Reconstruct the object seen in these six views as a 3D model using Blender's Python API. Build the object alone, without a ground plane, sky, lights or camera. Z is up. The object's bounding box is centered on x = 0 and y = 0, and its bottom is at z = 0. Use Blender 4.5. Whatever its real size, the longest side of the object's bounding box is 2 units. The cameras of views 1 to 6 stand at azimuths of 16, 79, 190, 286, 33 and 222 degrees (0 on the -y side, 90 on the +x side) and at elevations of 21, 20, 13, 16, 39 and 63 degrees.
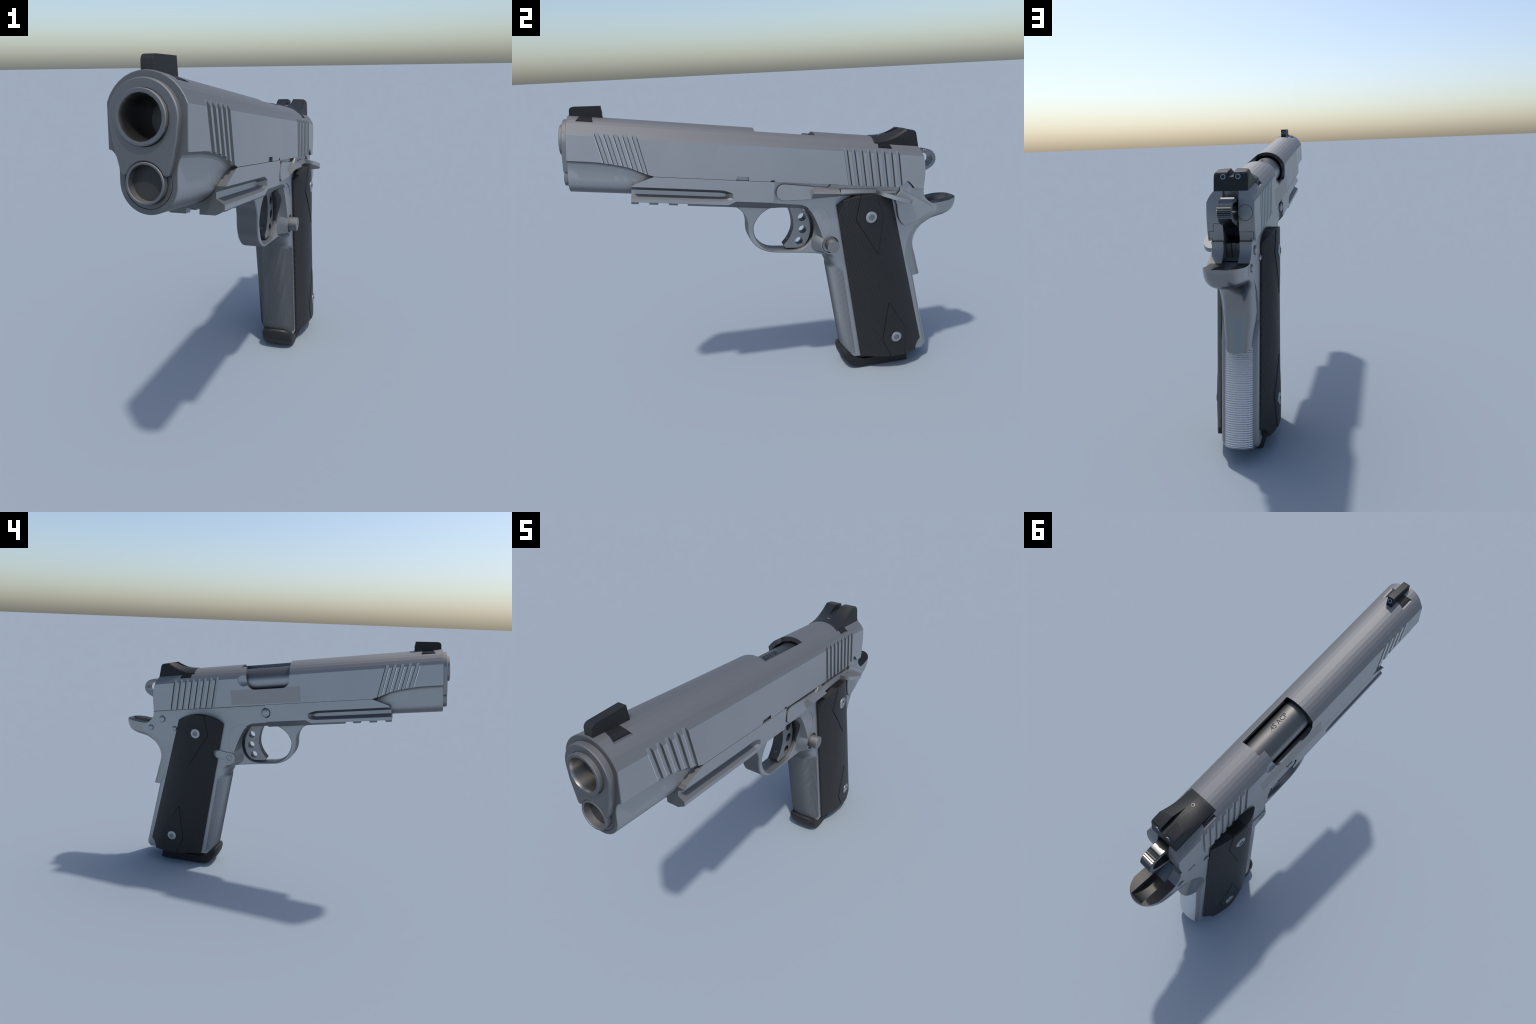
import bpy, bmesh, math, random
from mathutils import Vector, Matrix

random.seed(7)
# ---------------------------------------------------------------- frame
# Everything is modelled in the pistol's own frame: X = across (left +),
# S = along the bore (muzzle negative), T = up, square to the bore.
# The root empty leans that frame so that the muzzle points slightly up.
TILT = -7.58
CENTRE_X = -0.0145

for o in list(bpy.data.objects):
    bpy.data.objects.remove(o)

COL = bpy.context.scene.collection


# ---------------------------------------------------------------- materials
def material(name, base, metallic=0.0, rough=0.4, spec=0.5):
    m = bpy.data.materials.new(name)
    m.use_nodes = True
    b = m.node_tree.nodes["Principled BSDF"]
    b.inputs["Base Color"].default_value = (*base, 1)
    b.inputs["Metallic"].default_value = metallic
    b.inputs["Roughness"].default_value = rough
    b.inputs["Specular IOR Level"].default_value = spec
    return m, m.node_tree.nodes, m.node_tree.links, b


def mth(N, L, op, a, b=None, c=None):
    n = N.new("ShaderNodeMath")
    n.operation = op
    for i, v in enumerate((a, b, c)):
        if v is None:
            continue
        if isinstance(v, (int, float)):
            n.inputs[i].default_value = v
        else:
            L.new(v, n.inputs[i])
    return n.outputs[0]


def band(N, L, v, lo, hi):
    return mth(N, L, "MULTIPLY", mth(N, L, "GREATER_THAN", v, lo), mth(N, L, "LESS_THAN", v, hi))


def smoothstep(N, L, v, lo, hi):
    n = N.new("ShaderNodeMapRange")
    n.interpolation_type = "SMOOTHSTEP"
    L.new(v, n.inputs[0])
    n.inputs[1].default_value, n.inputs[2].default_value = lo, hi
    return n.outputs[0]


def blend(N, L, fac, a, b):
    n = N.new("ShaderNodeMix")
    n.data_type = "RGBA"
    L.new(fac, n.inputs[0])
    for k, v in ((6, a), (7, b)):
        if isinstance(v, tuple):
            n.inputs[k].default_value = (*v, 1)
        else:
            L.new(v, n.inputs[k])
    return n.outputs[2]


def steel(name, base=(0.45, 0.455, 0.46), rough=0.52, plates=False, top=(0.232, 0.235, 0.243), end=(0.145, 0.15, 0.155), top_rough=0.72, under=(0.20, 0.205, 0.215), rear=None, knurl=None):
    """Steel; base colour depends on facing, darker on the top, end, rear and under faces."""
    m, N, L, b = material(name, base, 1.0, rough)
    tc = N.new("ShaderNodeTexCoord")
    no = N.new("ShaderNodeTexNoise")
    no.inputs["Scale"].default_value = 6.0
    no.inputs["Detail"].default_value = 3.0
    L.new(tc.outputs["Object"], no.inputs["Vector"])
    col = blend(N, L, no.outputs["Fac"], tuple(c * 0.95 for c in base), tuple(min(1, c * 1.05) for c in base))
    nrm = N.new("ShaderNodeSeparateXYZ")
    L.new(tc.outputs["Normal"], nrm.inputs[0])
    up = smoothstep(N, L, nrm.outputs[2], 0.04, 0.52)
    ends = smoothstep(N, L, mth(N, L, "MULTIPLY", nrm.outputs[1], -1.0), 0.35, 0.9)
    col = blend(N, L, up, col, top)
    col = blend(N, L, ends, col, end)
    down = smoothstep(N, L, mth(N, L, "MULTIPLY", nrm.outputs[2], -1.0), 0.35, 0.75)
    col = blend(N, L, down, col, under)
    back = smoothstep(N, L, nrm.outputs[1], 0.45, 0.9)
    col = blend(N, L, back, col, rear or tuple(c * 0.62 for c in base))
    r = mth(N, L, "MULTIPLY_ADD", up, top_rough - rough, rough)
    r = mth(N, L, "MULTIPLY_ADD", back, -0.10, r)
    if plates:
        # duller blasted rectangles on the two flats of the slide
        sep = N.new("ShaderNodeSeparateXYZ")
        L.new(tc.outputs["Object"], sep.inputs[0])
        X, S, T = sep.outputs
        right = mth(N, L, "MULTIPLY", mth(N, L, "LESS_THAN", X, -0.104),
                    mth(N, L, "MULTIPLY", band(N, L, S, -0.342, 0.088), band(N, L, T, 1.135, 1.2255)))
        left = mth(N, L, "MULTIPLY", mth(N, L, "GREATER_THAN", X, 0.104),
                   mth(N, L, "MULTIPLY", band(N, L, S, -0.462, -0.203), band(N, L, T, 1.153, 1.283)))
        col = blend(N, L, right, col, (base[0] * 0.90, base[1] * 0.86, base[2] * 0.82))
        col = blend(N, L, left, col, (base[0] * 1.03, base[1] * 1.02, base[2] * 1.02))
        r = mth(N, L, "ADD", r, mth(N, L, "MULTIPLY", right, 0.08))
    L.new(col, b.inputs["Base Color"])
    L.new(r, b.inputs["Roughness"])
    if knurl:
        px, pt, dist = knurl
        sp = N.new("ShaderNodeSeparateXYZ")
        L.new(tc.outputs["Object"], sp.inputs[0])
        h = mth(N, L, "SINE", mth(N, L, "MULTIPLY", sp.outputs[2], 6.2832 / pt))
        h = mth(N, L, "MULTIPLY_ADD", mth(N, L, "SINE", mth(N, L, "MULTIPLY", sp.outputs[0], 6.2832 / px)), 0.4, h)
        bu = N.new("ShaderNodeBump")
        bu.inputs["Strength"].default_value = 1.0
        bu.inputs["Distance"].default_value = dist
        L.new(h, bu.inputs["Height"])
        L.new(bu.outputs[0], b.inputs["Normal"])
    return m


def checkered_steel(name, pitch_s, pitch_x, depth):
    """Steel pressed with a fine diamond knurl (bump only, far below 10 px)."""
    m, N, L, b = material(name, (0.30, 0.30, 0.30), 1.0, 0.62)
    tc = N.new("ShaderNodeTexCoord")
    sep = N.new("ShaderNodeSeparateXYZ")
    L.new(tc.outputs["Object"], sep.inputs[0])
    X, S, T = sep.outputs
    h = None
    for k in (1, -1):
        a = mth(N, L, "ADD", mth(N, L, "MULTIPLY", S, 6.283 / pitch_s),
                mth(N, L, "MULTIPLY", mth(N, L, "ADD", T, X), k * 6.283 / pitch_x))
        w = mth(N, L, "SINE", a)
        h = w if h is None else mth(N, L, "ADD", h, w)
    bu = N.new("ShaderNodeBump")
    bu.inputs["Strength"].default_value = 0.35
    bu.inputs["Distance"].default_value = depth
    L.new(h, bu.inputs["Height"])
    L.new(bu.outputs[0], b.inputs["Normal"])
    return m


def grip_black(name):
    """Black laminate, faintly streaked along the grip, knurled by a bump."""
    m, N, L, b = material(name, (0.018, 0.019, 0.020), 0.0, 0.5, 0.35)
    tc = N.new("ShaderNodeTexCoord")
    mp = N.new("ShaderNodeMapping")
    mp.inputs["Rotation"].default_value = (math.radians(-17.0), 0, 0)
    L.new(tc.outputs["Object"], mp.inputs[0])
    sep = N.new("ShaderNodeSeparateXYZ")
    L.new(mp.outputs[0], sep.inputs[0])
    X, S, T = sep.outputs
    h = mth(N, L, "MULTIPLY", mth(N, L, "SINE", mth(N, L, "MULTIPLY", S, 6.283 / 0.0170)),
            mth(N, L, "SINE", mth(N, L, "MULTIPLY", T, 6.283 / 0.0340)))
    h = mth(N, L, "MULTIPLY_ADD", mth(N, L, "SINE", mth(N, L, "MULTIPLY", S, 6.283 / 0.0085)), 0.45, h)
    ramp = N.new("ShaderNodeValToRGB")
    ramp.color_ramp.elements[0].position = 0.2
    ramp.color_ramp.elements[0].color = (0.0125, 0.0135, 0.0145, 1)
    ramp.color_ramp.elements[1].position = 0.95
    ramp.color_ramp.elements[1].color = (0.022, 0.022, 0.023, 1)
    f = mth(N, L, "MULTIPLY_ADD", h, 0.5, 0.5)
    L.new(f, ramp.inputs[0])
    L.new(ramp.outputs[0], b.inputs["Base Color"])
    bu = N.new("ShaderNodeBump")
    bu.inputs["Strength"].default_value = 0.3
    bu.inputs["Distance"].default_value = 0.002
    L.new(h, bu.inputs["Height"])
    L.new(bu.outputs[0], b.inputs["Normal"])
    return m


def sight_black(name):
    m, N, L, b = material(name, (0.0115, 0.0125, 0.0135), 0.0, 0.52, 0.32)
    tc = N.new("ShaderNodeTexCoord")
    wv = N.new("ShaderNodeTexWave")
    wv.bands_direction = "Z"
    wv.inputs["Scale"].default_value = 55
    wv.inputs["Distortion"].default_value = 0.4
    L.new(tc.outputs["Object"], wv.inputs["Vector"])
    bu = N.new("ShaderNodeBump")
    bu.inputs["Strength"].default_value = 0.12
    bu.inputs["Distance"].default_value = 0.001
    L.new(wv.outputs["Fac"], bu.inputs["Height"])
    bv = N.new("ShaderNodeBevel")
    bv.samples = 4
    bv.inputs["Radius"].default_value = 0.0018
    L.new(bv.outputs[0], bu.inputs["Normal"])
    L.new(bu.outputs[0], b.inputs["Normal"])
    return m


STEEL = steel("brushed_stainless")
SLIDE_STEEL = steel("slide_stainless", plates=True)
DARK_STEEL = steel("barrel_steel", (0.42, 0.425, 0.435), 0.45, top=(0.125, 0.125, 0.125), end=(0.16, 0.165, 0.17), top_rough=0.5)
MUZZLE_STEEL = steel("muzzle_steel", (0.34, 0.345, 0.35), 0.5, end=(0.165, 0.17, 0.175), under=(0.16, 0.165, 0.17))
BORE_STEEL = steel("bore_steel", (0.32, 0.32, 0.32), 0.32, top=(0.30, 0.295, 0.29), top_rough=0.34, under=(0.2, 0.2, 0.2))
PORT_STEEL = steel("port_wall_steel", (0.16, 0.17, 0.19), 0.45, top=(0.05, 0.055, 0.065), top_rough=0.5, end=(0.10, 0.105, 0.11))  # base colour lowered to paint the occlusion inside the port
BRIGHT_LIP = steel("bright_groove_lip", (0.99, 0.97, 0.95), 0.3, top=(0.95, 0.93, 0.92), top_rough=0.3)
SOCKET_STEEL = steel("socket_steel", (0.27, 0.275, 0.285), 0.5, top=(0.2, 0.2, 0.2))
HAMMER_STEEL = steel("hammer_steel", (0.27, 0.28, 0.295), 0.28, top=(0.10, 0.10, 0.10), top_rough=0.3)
BACK_STEEL = steel("backstrap_steel", (0.6, 0.6, 0.6), 0.42, top=(0.8, 0.8, 0.8), top_rough=0.38, rear=(0.74, 0.74, 0.74), knurl=(0.0060, 0.0097, 0.0019))  # base lightened so the strap shows the white sun glints
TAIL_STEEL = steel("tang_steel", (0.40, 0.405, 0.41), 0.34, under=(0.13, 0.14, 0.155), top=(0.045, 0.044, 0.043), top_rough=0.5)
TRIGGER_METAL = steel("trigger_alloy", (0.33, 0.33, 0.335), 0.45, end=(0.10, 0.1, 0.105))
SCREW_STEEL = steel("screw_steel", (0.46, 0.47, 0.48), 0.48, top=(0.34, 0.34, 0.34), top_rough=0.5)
KNURL = checkered_steel("knurled_steel", 0.0085, 0.0085, 0.0005)
GRIP = grip_black("black_laminate")
PLATE_BLACK = material("smooth_black", (0.0165, 0.0175, 0.019), 0, 0.5, 0.35)[0]
SIGHT = sight_black("blackened_steel")
POLYMER = material("black_polymer", (0.0115, 0.0125, 0.0135), 0, 0.5, 0.35)[0]
DOT_RING = material("sight_ring", (0.22, 0.27, 0.32), 0.2, 0.45)[0]
DOT_LENS = material("sight_lens", (0.012, 0.022, 0.022), 0, 0.5, 0.2)[0]
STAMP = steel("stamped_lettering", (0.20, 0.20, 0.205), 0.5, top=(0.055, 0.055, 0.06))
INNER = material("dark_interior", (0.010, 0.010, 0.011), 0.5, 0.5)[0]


# ---------------------------------------------------------------- geometry helpers
def obj(name, verts, faces, mat=None):
    me = bpy.data.meshes.new(name)
    bm = bmesh.new()
    vs = [bm.verts.new(v) for v in verts]
    for f in faces:
        try:
            bm.faces.new([vs[i] for i in f])
        except ValueError:
            pass
    bmesh.ops.recalc_face_normals(bm, faces=bm.faces)
    bm.to_mesh(me)
    bm.free()
    o = bpy.data.objects.new(name, me)
    COL.objects.link(o)
    if mat:
        me.materials.append(mat)
    return o


def loft(name, rings, mat=None, close=True):
    n = len(rings[0])
    verts = [p for r in rings for p in r]
    faces = []
    for i in range(len(rings) - 1):
        for j in range(n):
            k = (j + 1) % n
            faces.append((i * n + j, i * n + k, (i + 1) * n + k, (i + 1) * n + j))
    if close:
        faces.append(tuple(range(n)))
        faces.append(tuple((len(rings) - 1) * n + j for j in range(n)))
    return obj(name, verts, faces, mat)


def xloft(name, sections, mat=None):
    """sections: list of (x, outline of (s, t))"""
    return loft(name, [[(x, s, t) for s, t in ol] for x, ol in sections], mat)


def sloft(name, sections, mat=None):
    """sections: list of (s, outline of (x, t))"""
    return loft(name, [[(x, s, t) for x, t in ol] for s, ol in sections], mat)


def prism(name, outline, x0, x1, mat=None, chamfer=0.0):
    if chamfer <= 0:
        return xloft(name, [(x0, outline), (x1, outline)], mat)
    ins = inset(outline, chamfer)
    d = chamfer if x1 > x0 else -chamfer
    return xloft(name, [(x0, ins), (x0 + d, outline), (x1 - d, outline), (x1, ins)], mat)


def inset(outline, d):
    """Offset a polygon inwards by d (mitred, limited)."""
    n = len(outline)
    area = sum(outline[i][0] * outline[(i + 1) % n][1] - outline[(i + 1) % n][0] * outline[i][1] for i in range(n))
    sg = 1 if area > 0 else -1
    out = []
    for i in range(n):
        p0, p, p1 = Vector(outline[i - 1]), Vector(outline[i]), Vector(outline[(i + 1) % n])
        e0, e1 = (p - p0).normalized(), (p1 - p).normalized()
        n0, n1 = Vector((-e0.y, e0.x)) * sg, Vector((-e1.y, e1.x)) * sg
        b = n0 + n1
        if b.length < 1e-6:
            b = n0.copy()
        b.normalize()
        k = max(0.4, b.dot(n0))
        q = p + b * (d / k)
        out.append((q.x, q.y))
    return out


def box(name, x0, x1, s0, s1, t0, t1, mat=None):
    return prism(name, [(s0, t0), (s1, t0), (s1, t1), (s0, t1)], x0, x1, mat)


def circle(cx, cy, r, n=32, a0=0.0):
    return [(cx + r * math.cos(a0 + 2 * math.pi * i / n), cy + r * math.sin(a0 + 2 * math.pi * i / n)) for i in range(n)]


def arc(cx, cy, r, a0, a1, n):
    return [(cx + r * math.cos(math.radians(a0 + (a1 - a0) * i / n)),
             cy + r * math.sin(math.radians(a0 + (a1 - a0) * i / n))) for i in range(n + 1)]


def smooth_curve(pts, per=6, closed=False):
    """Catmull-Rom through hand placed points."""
    out, n = [], len(pts)
    rng = range(n) if closed else range(n - 1)
    for i in rng:
        P = [Vector(pts[(i + k) % n] if closed else pts[min(max(i + k, 0), n - 1)]) for k in (-1, 0, 1, 2)]
        for j in range(per):
            u = j / per
            q = 0.5 * ((2 * P[1]) + (P[2] - P[0]) * u + (2 * P[0] - 5 * P[1] + 4 * P[2] - P[3]) * u * u
                       + (3 * P[1] - P[0] - 3 * P[2] + P[3]) * u ** 3)
            out.append((q.x, q.y))
    if not closed:
        out.append(tuple(pts[-1]))
    return out


def cut(o, c, op="DIFFERENCE", keep=False):
    m = o.modifiers.new("b", "BOOLEAN")
    m.operation = op
    m.solver = "EXACT"
    m.object = c
    bpy.context.view_layer.update()
    dg = bpy.context.evaluated_depsgraph_get()
    me = bpy.data.meshes.new_from_object(o.evaluated_get(dg))
    o.modifiers.clear()
    old = o.data
    o.data = me
    bpy.data.meshes.remove(old)
    if not keep:
        bpy.data.objects.remove(c)
    return o


def join(a, *others):
    """Merge meshes of the others into a (shells stay separate)."""
    bm = bmesh.new()
    bm.from_mesh(a.data)
    mats = list(a.data.materials)
    for o in others:
        idx = []
        for mt in o.data.materials:
            if mt not in mats:
                mats.append(mt)
            idx.append(mats.index(mt))
        before = len(bm.faces)
        bm.from_mesh(o.data)
        bm.faces.ensure_lookup_table()
        for f in bm.faces[before:]:
            f.material_index = idx[f.material_index] if idx else 0
        bpy.data.objects.remove(o)
    a.data.materials.clear()
    for mt in mats:
        a.data.materials.append(mt)
    bm.to_mesh(a.data)
    bm.free()
    return a


def mirrored(o, name=None):
    me = o.data.copy()
    bm = bmesh.new()
    bm.from_mesh(me)
    for v in bm.verts:
        v.co.x = -v.co.x
    bmesh.ops.reverse_faces(bm, faces=bm.faces)
    bm.to_mesh(me)
    bm.free()
    c = bpy.data.objects.new(name or o.name, me)
    COL.objects.link(c)
    return c


def smooth(o, angle=30):
    me = o.data
    me.shade_smooth()
    me.set_sharp_from_angle(angle=math.radians(angle))
    return o


def cyl_x(name, s, t, r, x0, x1, mat=None, n=32, dome=0.0):
    secs = [(x0, circle(s, t, r, n)), (x1, circle(s, t, r, n))]
    if dome:
        d = 1 if x1 > x0 else -1
        secs[1] = (x1 - d * dome, circle(s, t, r, n))
        for a in (25, 50, 70, 84):
            secs.append((x1 - d * dome * (1 - math.sin(math.radians(a))), circle(s, t, r * math.cos(math.radians(a)), n)))
    return xloft(name, secs, mat)


def cyl_s(name, x, t, r, s0, s1, mat=None, n=32):
    return sloft(name, [(s0, circle(x, t, r, n)), (s1, circle(x, t, r, n))], mat)


def lathe_s(name, x, t, prof, mat, n=40):
    """prof: closed list of (s, r) swept round an axis along S -> tube."""
    k = len(prof)
    verts, faces = [], []
    for i in range(n):
        a = 2 * math.pi * i / n
        for s, r in prof:
            verts.append((x + r * math.sin(a), s, t + r * math.cos(a)))
    for i in range(n):
        for j in range(k):
            faces.append((i * k + j, i * k + (j + 1) % k, ((i + 1) % n) * k + (j + 1) % k, ((i + 1) % n) * k + j))
    return obj(name, verts, faces, mat)


PARTS = {}          # object -> parent key


def part(o, parent=None, angle=30):
    if angle is not None:
        smooth(o, angle)
    PARTS[o] = parent
    return o


# ================================================================ SLIDE
HALF = 0.107
BORE_T = 1.2585
ARC_T, ARC_R = 1.255, 0.1135
SEAM = 1.128


def arc_top(x, r=ARC_R):
    return ARC_T + math.sqrt(max(0, r * r - x * x))


def scallop_height(s):
    """Lower edge of the slide flats: high at the muzzle, running out at the rail."""
    k = [(-1.2, 1.1815), (-1.02, 1.1815), (-0.97, 1.179), (-0.92, 1.174), (-0.885, 1.169), (-0.85, 1.162),
         (-0.815, 1.148), (-0.785, 1.138), (-0.75, 1.1285)]
    for (s0, h0), (s1, h1) in zip(k, k[1:]):
        if s <= s1:
            return h0 + (h1 - h0) * (s - s0) / (s1 - s0)
    return SEAM + 0.0005


LOBE_T, LOBE_R = 1.103, 0.079
ARC_HALF = math.degrees(math.asin(HALF / ARC_R))


def slide_ring(s, flat_bottom=False, scale=1.0):
    h = scallop_height(s)
    y1 = h - 0.053
    a1 = 0.0 if y1 >= LOBE_T else math.degrees(math.asin((y1 - LOBE_T) / LOBE_R))
    half = arc(0, LOBE_T, LOBE_R, -90, a1, 14)
    x1 = half[-1][0]
    half += [(x1, half[-1][1] + (max(y1, LOBE_T) - half[-1][1]) * 0.5 + 1e-5)]
    for i in range(0, 9):
        a = math.radians(90 * i / 8)
        half.append((x1 + (HALF - x1) * (1 - math.cos(a)), max(y1, half[14][1]) + 2e-5 + (h - max(y1, half[14][1])) * math.sin(a)))
    if flat_bottom:
        n = len(half)
        half = [(HALF * i / (n - 1), SEAM) for i in range(n)]
    up = [(ARC_R * math.sin(math.radians(ARC_HALF * (1 - i / 7.0))),
           ARC_T + ARC_R * math.cos(math.radians(ARC_HALF * (1 - i / 7.0)))) for i in range(0, 8)]
    half += up                                           # ends at top centre
    ring = half + [(-x, t) for x, t in reversed(half[1:-1])]
    if scale != 1.0:
        ring = [(x * scale, 1.2 + (t - 1.2) * scale) for x, t in ring]
    return ring


S_FRONT = [-1.126, -1.1243] + [-1.02 + 0.03 * i for i in range(0, 9)] + [-0.765, -0.75]
rings = []
for i, s in enumerate(S_FRONT):
    rings.append((s, slide_ring(s, scale=0.984 if i == 0 else 1.0)))
rings.append((-0.7495, slide_ring(-0.74, True)))
rings.append((0.66, slide_ring(0.66, True)))
slide = sloft("slide", rings, SLIDE_STEEL)

# side silhouette: rounded rear face and the flat bed for the rear sight
tail_curve = smooth_curve([(0.621, 1.10), (0.620, 1.135), (0.618, 1.178), (0.611, 1.228), (0.600, 1.268), (0.584, 1.305), (0.565, 1.337)], 4)
cut(slide, prism("c", [(-1.3, 0.9)] + tail_curve[:1][:0] + [(0.621, 0.9)] + tail_curve + [(0.3225, 1.337), (0.3225, 1.45), (-1.3, 1.45)],
                 -0.3, 0.3), "INTERSECT")

# slanted cocking grooves, trapezoid section, both sides
def groove(s_top, t_ref, slope, t_hi, t_lo, w_floor=0.0155, x_floor=0.0998, x_out=0.1075, lip=0.0):
    run = (x_out - x_floor) * 0.55
    # section in (x, s): floor, rear wall, then front wall with a thin bright lip
    sec = [(x_floor, 0.0), (x_floor, w_floor), (x_out, w_floor + run)]
    if lip:
        sec += [(x_out, -run * 0.8 - lip), (0.1060, -run * 0.8)]
    else:
        sec += [(x_out, -run)]
    verts = []
    for t in (t_hi, t_lo):
        verts += [(x, s_top + 0.0045 + lip * 0.5 + slope * (t - t_ref) + ds, t) for x, ds in sec]
    k = len(sec)
    return verts, [tuple(range(k)), tuple(range(k, 2 * k))] + [(a, (a + 1) % k, (a + 1) % k + k, a + k) for a in range(k)]


gv, gf = [], []
for side in (1, -1):
    for i in range(5):
        v, f = groove(-1.012 + 0.0398 * i, 1.306, -0.305, 1.345, 1.116, lip=0.0040)
        gf += [tuple(k + len(gv) for k in q) for q in f]
        gv += [(p[0] * side, p[1], p[2]) for p in v]
    for i in range(8):
        v, f = groove(0.1525 + 0.0397 * i, 1.306, -0.283, 1.345, 1.116, w_floor=0.0130)
        gf += [tuple(k + len(gv) for k in q) for q in f]
        gv += [(p[0] * side, p[1], p[2]) for p in v]
cut(slide, obj("c", gv, gf))

# ejection port: right wall and top, barrel chamber behind it
cut(slide, cyl_s("c", 0, BORE_T, 0.0905, -0.40, 0.05, n=48))
port = [(-0.286, 1.45), (-0.286, 1.30), (-0.281, 1.272)] + arc(-0.236, 1.266, 0.0455, 180, 270, 6)[1:] + \
       arc(-0.068, 1.266, 0.0455, 270, 360, 6) + [(-0.018, 1.285), (-0.018, 1.45)]
cut(slide, prism("c", port, -0.2, 0.052))
cut(slide, box("c", -0.054, 0.0515, -0.03, 0.016, 1.27, 1.45))
ball = bmesh.new()
bmesh.ops.create_uvsphere(ball, u_segments=32, v_segments=16, radius=0.062)
bmesh.ops.translate(ball, verts=ball.verts, vec=(-0.107 - 0.047, -0.004, 1.284))
bme = bpy.data.meshes.new("c")
ball.to_mesh(bme)
ball.free()
bo = bpy.data.objects.new("c", bme)
COL.objects.link(bo)
cut(slide, bo)

# dovetails for the two sights
cut(slide, prism("c", [(-1.0885, 1.349), (-1.0675, 1.38), (-1.0275, 1.38), (-1.0145, 1.349)], -0.2, 0.2))
cut(slide, prism("c", [(0.340, 1.3175), (0.417, 1.3175), (0.398, 1.345), (0.340, 1.345)], -0.2, 0.2))

# notches along the left lower edge
cut(slide, prism("c", [(-0.376, 1.11), (-0.362, 1.1455), (-0.306, 1.1455), (-0.303, 1.11)], 0.096, 0.2))
cut(slide, cyl_x("c", -0.187, 1.126, 0.0115, 0.09, 0.2, n=24))
cut(slide, prism("c", [(0.474, 1.11), (0.488, 1.129), (0.512, 1.156), (0.522, 1.162), (0.533, 1.160), (0.572, 1.128), (0.58, 1.11)], 0.082, 0.2))

# hammer slot, bushing bore, plug bore and fine joint lines in the rear face
cut(slide, box("c", -0.036, 0.036, 0.545, 0.8, 1.05, 1.40))
cut(slide, box("c", -0.036, 0.036, 0.40, 0.6, 1.05, 1.30))
cut(slide, lathe_s("c", -0.066, 1.249, [(0.575, 0.0318), (0.70, 0.0318), (0.70, 0.0337), (0.575, 0.0337)], None))
W = 0.0009
lines = []
for x0, x1, t0, t1 in ((0.0787, 0.0787, 1.169, 1.204), (0.036, 0.0787, 1.204, 1.204), (0.0787, 0.101, 1.169, 1.169), (0.101, 0.101, 1.137, 1.169),
                       (0.087, 0.101, 1.137, 1.137), (0.087, 0.087, 1.12, 1.137), (-0.098, -0.036, 1.167, 1.167),
                       (-0.098, -0.098, 1.136, 1.167), (-0.098, -0.085, 1.136, 1.136), (-0.085, -0.085, 1.12, 1.136)):
    cut(slide, box("c", min(x0, x1) - W, max(x0, x1) + W, 0.606, 0.7, t0 - W, t1 + W))
# hollow nose behind the bushing
cut(slide, cyl_s("c", 0, BORE_T, 0.074, -1.2, -1.00, n=40))
cut(slide, lathe_s("c", 0, LOBE_T, [(-1.2, 0.0635), (-1.12, 0.0635), (-1.12, 0.0655), (-1.2, 0.0655)], None))
cut(slide, cyl_s("c", 0, LOBE_T, 0.0535, -1.2, -1.00, n=40))
# bright lips of the front grooves, port walls tinted for shade
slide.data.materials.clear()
for mt in (SLIDE_STEEL, BRIGHT_LIP, PORT_STEEL):
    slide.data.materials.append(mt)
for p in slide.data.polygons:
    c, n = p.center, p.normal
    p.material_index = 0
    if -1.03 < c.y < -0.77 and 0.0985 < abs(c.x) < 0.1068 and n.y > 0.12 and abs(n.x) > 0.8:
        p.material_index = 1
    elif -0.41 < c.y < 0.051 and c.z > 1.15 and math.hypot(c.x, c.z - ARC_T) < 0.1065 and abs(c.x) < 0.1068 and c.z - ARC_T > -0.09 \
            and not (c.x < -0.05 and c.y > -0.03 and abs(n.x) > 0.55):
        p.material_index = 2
part(slide, None, 8)

# firing pin stop seen deep in the hammer slot
part(box("firing_pin_stop", -0.0355, 0.0355, 0.50, 0.552, 1.295, 1.336, DARK_STEEL), slide)

# ================================================================ BARREL, BUSHING, PLUG
tube = lathe_s("barrel", 0, BORE_T,
               [(-1.1606, 0.0565), (-1.1610, 0.0580), (-1.1610, 0.0650), (-1.1590, 0.0672), (-0.95, 0.0672), (-0.95, 0.0565)], MUZZLE_STEEL, 28)
bore = lathe_s("c", 0, BORE_T, [(-1.1600, 0.0570), (-0.36, 0.0570), (-0.36, 0.0505), (-1.150, 0.0520), (-1.1600, 0.0562)], BORE_STEEL, 18)
plugv = cyl_s("c", 0, BORE_T, 0.0555, -0.45, -0.37, INNER)
hood = cyl_s("c", 0, BORE_T, 0.0800, -0.36, 0.035, DARK_STEEL, 36)
hood.data.transform(Matrix.Translation((0, 0, BORE_T)) @ Matrix.Rotation(math.radians(5), 4, "Y") @ Matrix.Translation((0, 0, -BORE_T)))
barrel = join(tube, bore, plugv, hood)
part(barrel, None, 30)

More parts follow.
